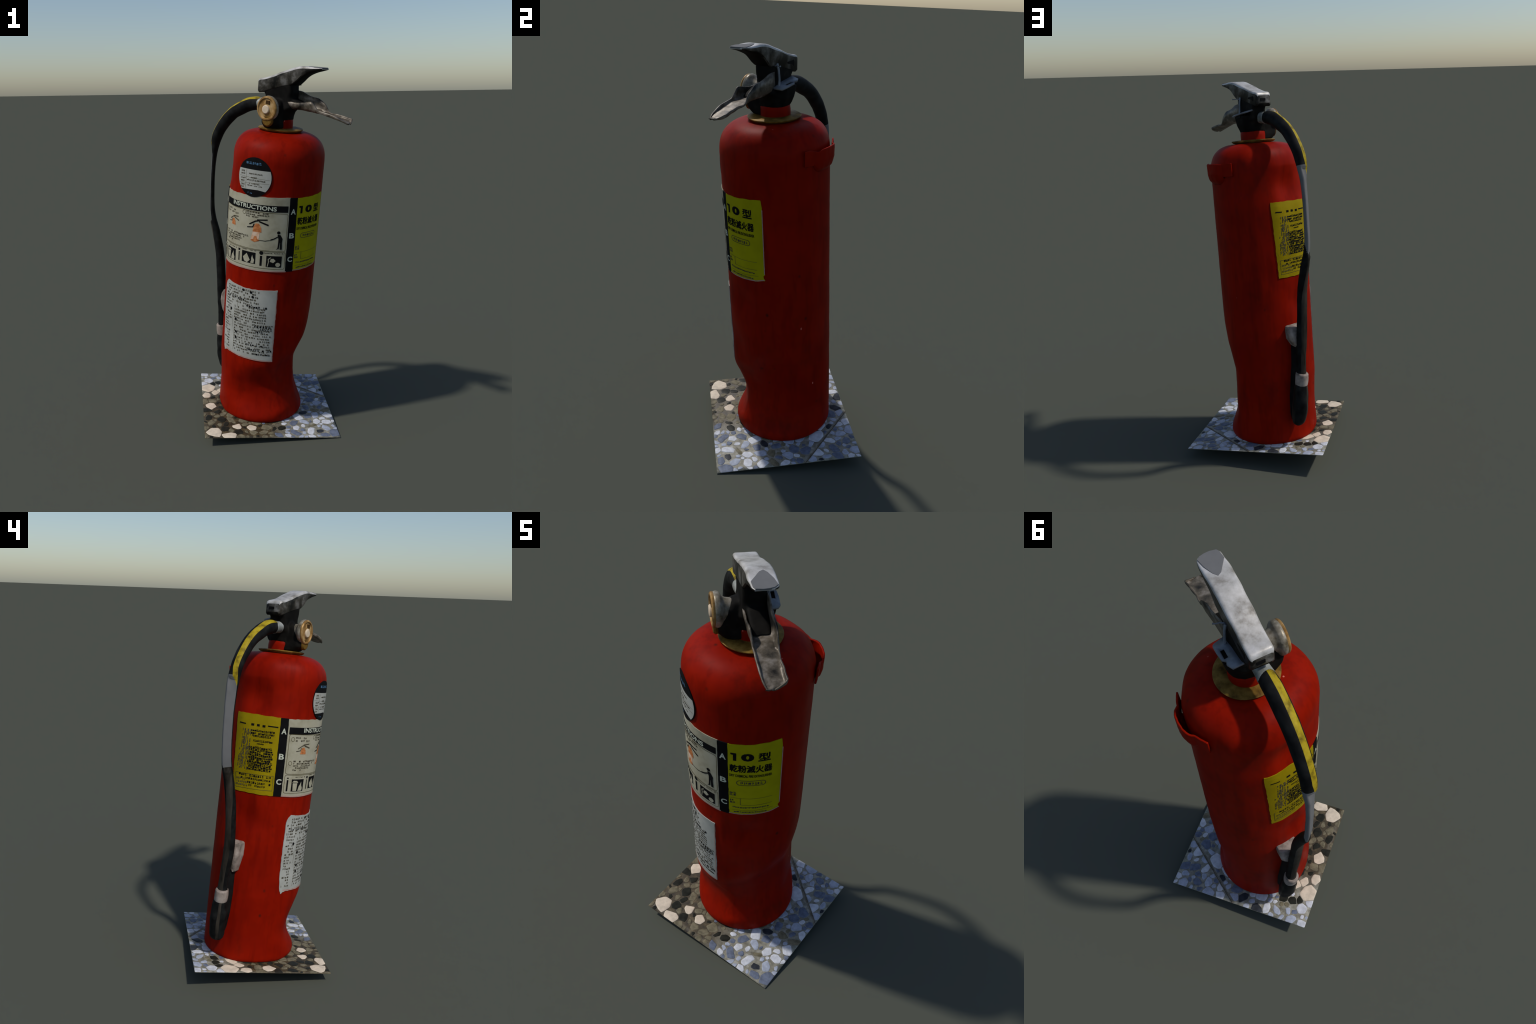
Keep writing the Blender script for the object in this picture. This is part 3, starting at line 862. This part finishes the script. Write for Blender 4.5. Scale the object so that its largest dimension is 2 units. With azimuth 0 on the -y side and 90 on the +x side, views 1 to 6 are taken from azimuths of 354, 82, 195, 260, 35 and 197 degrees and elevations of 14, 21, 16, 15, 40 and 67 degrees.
lathe_rows = [(.070, .016, 1.752, .030, .030), (.100, .017, 1.750, .030, .030), (.124, .017, 1.748, .0325, .0325), (.130, .017, 1.747, .0325, .0325)]
hose_loft("hose_ferrule", lathe_rows, M["ferrule"], ext, 2)
HOSE = [(.118, .018, 1.750, .030, .030), (.150, .017, 1.747, .0345, .033), (.199, .017, 1.736, .036, .034), (.251, .017, 1.711, .0355, .034), (.302, .017, 1.681, .0335, .033), (.343, .017, 1.644, .033, .032),
        (.385, .017, 1.591, .031, .031), (.413, .017, 1.538, .029, .030), (.429, .016, 1.471, .022, .029), (.435, .016, 1.400, .0165, .027), (.437, .017, 1.310, .015, .025), (.434, .018, 1.220, .015, .025),
        (.428, .020, 1.130, .0165, .025), (.414, .020, 1.060, .019, .026), (.383, .020, .975, .023, .026), (.349, .020, .860, .025, .027), (.331, .021, .740, .026, .027), (.321, .019, .640, .027, .028),
        (.318, .013, .560, .028, .026), (.318, .006, .500, .026, .024), (.317, .002, .440, .026, .024), (.315, .000, .400, .027, .027)]


def hose_twist(h):
    """The flattened stretch of the hose is turned to face -x."""
    return math.radians(43) * max(0.0, min(1, (1.53 - h) / .10)) * max(0.0, min(1, (h - .80) / .20))


def hose_pick(a, h):
    a = (a + 180) % 360 - 180
    if 1.06 < h < 1.50 and -140 + 90 * max(0, (1.12 - h) / .06) < a < 50 - 60 * max(0, (h - 1.44) / .06) ** 2:
        return 2
    if h > 1.42 and -2 < a < 50 - 90 * max(0, (1.50 - h)):
        return 1
    if h <= 1.06 and abs(a) < 40:
        return 3
    return 0


hose = hose_loft("hose", HOSE, [M["rubber"], M["hose_yellow"], M["grey"], M["rubber_worn"]], ext, 8, 36, hose_pick, flat=lambda h: 0.55 if 1.05 < h < 1.48 else 1, twist=hose_twist)
hose_loft("nozzle_collar", [(.319, .001, .405, .029, .030), (.318, 0, .395, .0345, .034), (.316, -.002, .36, .035, .035), (.314, -.004, .340, .034, .034)], M["clip"], ext, 4, 32, lump=0.10)
hose_loft("nozzle", [(.314, -.003, .345, .032, .032), (.312, -.007, .32, .038, .038), (.307, -.012, .26, .042, .042), (.301, -.018, .20, .043, .043), (.295, -.022, .15, .038, .040), (.291, -.024, .125, .030, .033), (.288, -.025, .112, .016, .018)],
          [M["rubber"], M["rubber_worn"]], ext, 6, 32, lambda a, h: 1 if 250 < a < 290 or 20 < a < 40 else 0, lump=0.16)

# rubber web between nozzle and wall
bm = bmesh.new()
loft(bm, [[H(-r, p, h) for r, p in ((.235, pc - hw), (r1, pc - hw * .7), (r1, pc + hw * .7), (.235, pc + hw))] for h, pc, hw, r1 in
          ((.60, .006, .016, .325), (.52, .005, .018, .320), (.44, .002, .020, .318), (.36, -.003, .026, .314), (.26, -.012, .030, .305), (.17, -.020, .026, .285), (.13, -.024, .016, .265))])
finish(bm, "hose_web", M["rubber"], ext, 40)

# pale clip that holds the hose to the wall
bm = bmesh.new()
rings = []
for h, pc, hw, r0, r1 in ((.656, .010, .040, .236, .262), (.650, .010, .047, .236, .285), (.625, .010, .049, .236, .297), (.585, .011, .047, .236, .303), (.560, .016, .036, .236, .304), (.520, .024, .020, .238, .298), (.495, .028, .010, .240, .285)):
    ring = [H(-r, p, h) for r, p in ((r0, pc - hw), (r1 - .012, pc - hw), (r1, pc - hw + .010), (r1, pc + hw - .010), (r1 - .012, pc + hw), (r0, pc + hw))]
    rings.append(ring)
loft(bm, rings)
o = finish(bm, "hose_clip", M["clip"], ext, 30)
md = o.modifiers.new("round", "BEVEL")
md.width = 0.004
md.segments = 2
md.limit_method = "ANGLE"
apply_mods(o)

# ----------------------------------------------------------------- pebble floor slab
X0, X1, Y0, Y1 = -.342, .413, -.3895, .3325
TOP = -.0040
bm = bmesh.new()
n = 24
base = [[Vector((X0 + (X1 - X0) * i / n, Y0 + (Y1 - Y0) * j / n, TOP)) for i in range(n + 1)] for j in range(n + 1)]
loft(bm, base, closed=False, caps=False)
o_slab = finish(bm, "slab_bed", None, slab, 30)
o_slab.data.materials.clear()
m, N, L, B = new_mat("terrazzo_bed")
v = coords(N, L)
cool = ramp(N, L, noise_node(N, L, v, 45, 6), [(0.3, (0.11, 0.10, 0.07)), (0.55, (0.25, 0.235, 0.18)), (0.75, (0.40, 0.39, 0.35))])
shadow_brown = ramp(N, L, noise_node(N, L, v, 40, 6), [(0.3, (0.018, 0.012, 0.005)), (0.55, (0.06, 0.042, 0.016)), (0.78, (0.16, 0.12, 0.06))])
# old shadow painted brown into this corner: radial mask, edge broken by noise
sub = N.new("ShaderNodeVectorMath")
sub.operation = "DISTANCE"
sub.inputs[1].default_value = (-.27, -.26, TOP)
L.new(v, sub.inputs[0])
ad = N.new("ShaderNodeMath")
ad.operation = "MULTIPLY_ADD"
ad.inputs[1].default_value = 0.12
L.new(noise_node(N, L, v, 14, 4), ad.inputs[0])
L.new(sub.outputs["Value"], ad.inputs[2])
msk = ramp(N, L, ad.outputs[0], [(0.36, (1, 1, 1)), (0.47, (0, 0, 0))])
L.new(mix(N, L, msk, cool, shadow_brown), B.inputs["Base Color"])
B.inputs["Roughness"].default_value = 0.6
bump(N, L, B, noise_node(N, L, v, 120, 6), 0.3)
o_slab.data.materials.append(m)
md = o_slab.modifiers.new("thick", "SOLIDIFY")
md.thickness = 0.002
md.offset = -1 if o_slab.data.polygons[0].normal.z > 0 else 1
apply_mods(o_slab)

STONE = {
    "cream": flat("cream_pebble", (0.66, 0.56, 0.43), 0.45, 0.12, 30),
    "pale": flat("pale_pebble", (0.56, 0.57, 0.60), 0.4, 0.15, 40),  # this and the next two have skylight blue mixed into the stone colour
    "mist": flat("mist_pebble", (0.36, 0.39, 0.46), 0.4, 0.18, 40),
    "slate": flat("slate_pebble", (0.13, 0.15, 0.20), 0.4, 0.25, 40),
    "ink": flat("dark_pebble", (0.035, 0.038, 0.045), 0.4, 0.3, 40),
    "olive": flat("olive_pebble", (0.16, 0.14, 0.09), 0.45, 0.3, 40),
    "black": flat("black_pebble", (0.022, 0.022, 0.017), 0.4, 0.3, 40),
}
# stones that stand out: x, y, radius, stretch, turn (degrees), kind
BIG = [(-.285, -.331, .044, 1.15, 60, "cream"), (-.210, -.364, .040, 1.2, 10, "cream"), (-.161, -.280, .029, 1.1, 0, "cream"), (-.072, -.292, .032, 1.1, 20, "cream"),
       (.011, -.286, .030, 1.05, 0, "olive"), (-.292, -.061, .034, 1.2, 100, "cream"), (-.308, .152, .050, 1.35, 110, "cream"), (-.262, .092, .026, 1.6, 60, "cream"), (-.222, .128, .034, 1.9, 50, "cream"),
       (-.315, .060, .030, 1.3, 60, "cream"), (-.300, .240, .032, 1.1, 30, "pale"), (.230, .138, .046, 1.2, -60, "pale"), (-.330, .200, .026, 1.0, 0, "pale"),
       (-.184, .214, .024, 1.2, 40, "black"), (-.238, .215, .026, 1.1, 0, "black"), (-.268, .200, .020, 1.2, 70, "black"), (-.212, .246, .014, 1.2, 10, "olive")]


def baked_shadow_zone(x, y):
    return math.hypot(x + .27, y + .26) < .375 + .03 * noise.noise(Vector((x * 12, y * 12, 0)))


JA, JB = Vector((.413, .044)), Vector((.060, .3325))
JN = Vector((-(JB - JA).y, (JB - JA).x)).normalized()


def clip_half(poly, n, d):
    """Keep the part of a convex polygon with n.x <= d."""
    out = []
    for a, b in zip(poly, poly[1:] + poly[:1]):
        da, db = a.dot(n) - d, b.dot(n) - d
        if da <= 0:
            out.append(a)
        if da * db < 0:
            out.append(a + (b - a) * (da / (da - db)))
    return out


seeds = [(Vector((x, y)), r, s, a, k) for x, y, r, s, a, k in BIG]
for target, tries in ((.027, 900), (.020, 2600), (.013, 5200)):
    for _ in range(tries):
        p = Vector((rnd.uniform(X0 + .006, X1 - .006), rnd.uniform(Y0 + .006, Y1 - .006)))
        r = target * rnd.uniform(.8, 1.25)
        if p.length < .205 or abs((p - JA).dot(JN)) < .013:
            continue
        if all((p - s[0]).length > (r + s[1]) * .90 for s in seeds):
            if baked_shadow_zone(*p):
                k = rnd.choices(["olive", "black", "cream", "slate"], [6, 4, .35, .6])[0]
            else:
                k = rnd.choices(["pale", "mist", "slate", "ink", "olive"], [4.2, 4.6, 3, 1.0, .8])[0]
            seeds.append((p, r, rnd.uniform(1, 2.1), rnd.uniform(0, 180), k))

pebbles = []
for i, (c, r, st, ang, kind) in enumerate(seeds):
    # cell: an irregular stretched polygon cut back by its neighbours
    rr = random.Random(i)
    a0 = math.radians(ang)
    ax = Vector((math.cos(a0), math.sin(a0)))
    ay = Vector((-ax.y, ax.x))
    m_ = rr.randint(5, 7)
    poly = []
    for k in range(m_):
        a = 2 * math.pi * (k + rr.uniform(-.25, .25)) / m_
        q = r * 1.18 * rr.uniform(.62, 1.18)
        poly.append(c + ax * (math.cos(a) * q * math.sqrt(st)) + ay * (math.sin(a) * q / math.sqrt(st)))
    for c2, r2, *_ in seeds:
        dd = c2 - c
        ln = dd.length
        if 0 < ln < .16:
            u = dd / ln
            cut = ln * r / (r + r2) - .0013
            poly = clip_half(poly, u, c.dot(u) + cut)
    for nrm, d in ((Vector((1, 0)), X1 - .0005), (Vector((-1, 0)), -X0 - .0005), (Vector((0, 1)), Y1 - .0005), (Vector((0, -1)), -Y0 - .0005)):
        poly = clip_half(poly, nrm, d)
    s = 1 if (c - JA).dot(JN) < 0 else -1
    poly = clip_half(poly, JN * s, JA.dot(JN) * s - .009)
    if len(poly) < 3:
        continue
    for _ in range(2):        # round the corners
        poly = [p for a, b in zip(poly, poly[1:] + poly[:1]) for p in (a * .89 + b * .11, a * .11 + b * .89)]
    ctr = sum(poly, Vector((0, 0))) / len(poly)
    up = TOP + rr.uniform(.0012, .0022)
    bm = bmesh.new()
    loft(bm, [[Vector((*(ctr + (p - ctr) * f), h)) for p in poly] for f, h in ((1.0, TOP - .001), (1.0, TOP + .0005), (.93, up - .0004), (.75, up))])
    pebbles.append((len(pebbles), sum((a - ctr).length for a in poly) / len(poly), bm, kind))
pebbles.sort(key=lambda t: -t[1])
single, rest = pebbles[:290], pebbles[290:]
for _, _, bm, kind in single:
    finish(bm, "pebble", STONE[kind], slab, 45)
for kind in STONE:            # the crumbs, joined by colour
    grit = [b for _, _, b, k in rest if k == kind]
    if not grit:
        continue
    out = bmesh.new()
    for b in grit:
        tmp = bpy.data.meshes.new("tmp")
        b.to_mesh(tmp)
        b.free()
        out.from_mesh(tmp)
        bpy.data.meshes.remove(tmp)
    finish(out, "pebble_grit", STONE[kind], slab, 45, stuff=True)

# joint strip across the slab
M["joint"] = mottled("joint_strip", [(0.35, (0.12, 0.10, 0.07)), (0.65, (0.26, 0.23, 0.18))], 30, 0.6, 0, 0.1)
M["joint_dark"] = flat("joint_dark", (0.06, 0.05, 0.035), 0.6, 0.2)
for name, off, wd, hh, mt in (("joint_strip", 0.0, .0035, .0016, "joint"), ("joint_groove", -.0045, .0016, .0008, "joint_dark")):
    bm = bmesh.new()
    dirv = (JB - JA).normalized()
    ends = [JA + dirv * .002, JB - dirv * .002]
    rings = []
    for e in ends:
        rings.append([Vector((*(e + JN * (off + a * wd)), h)) for a, h in ((-1, TOP - .0005), (-.7, TOP + hh), (.7, TOP + hh), (1, TOP - .0005))])
    loft(bm, rings)
    finish(bm, name, M[mt], slab, 40)
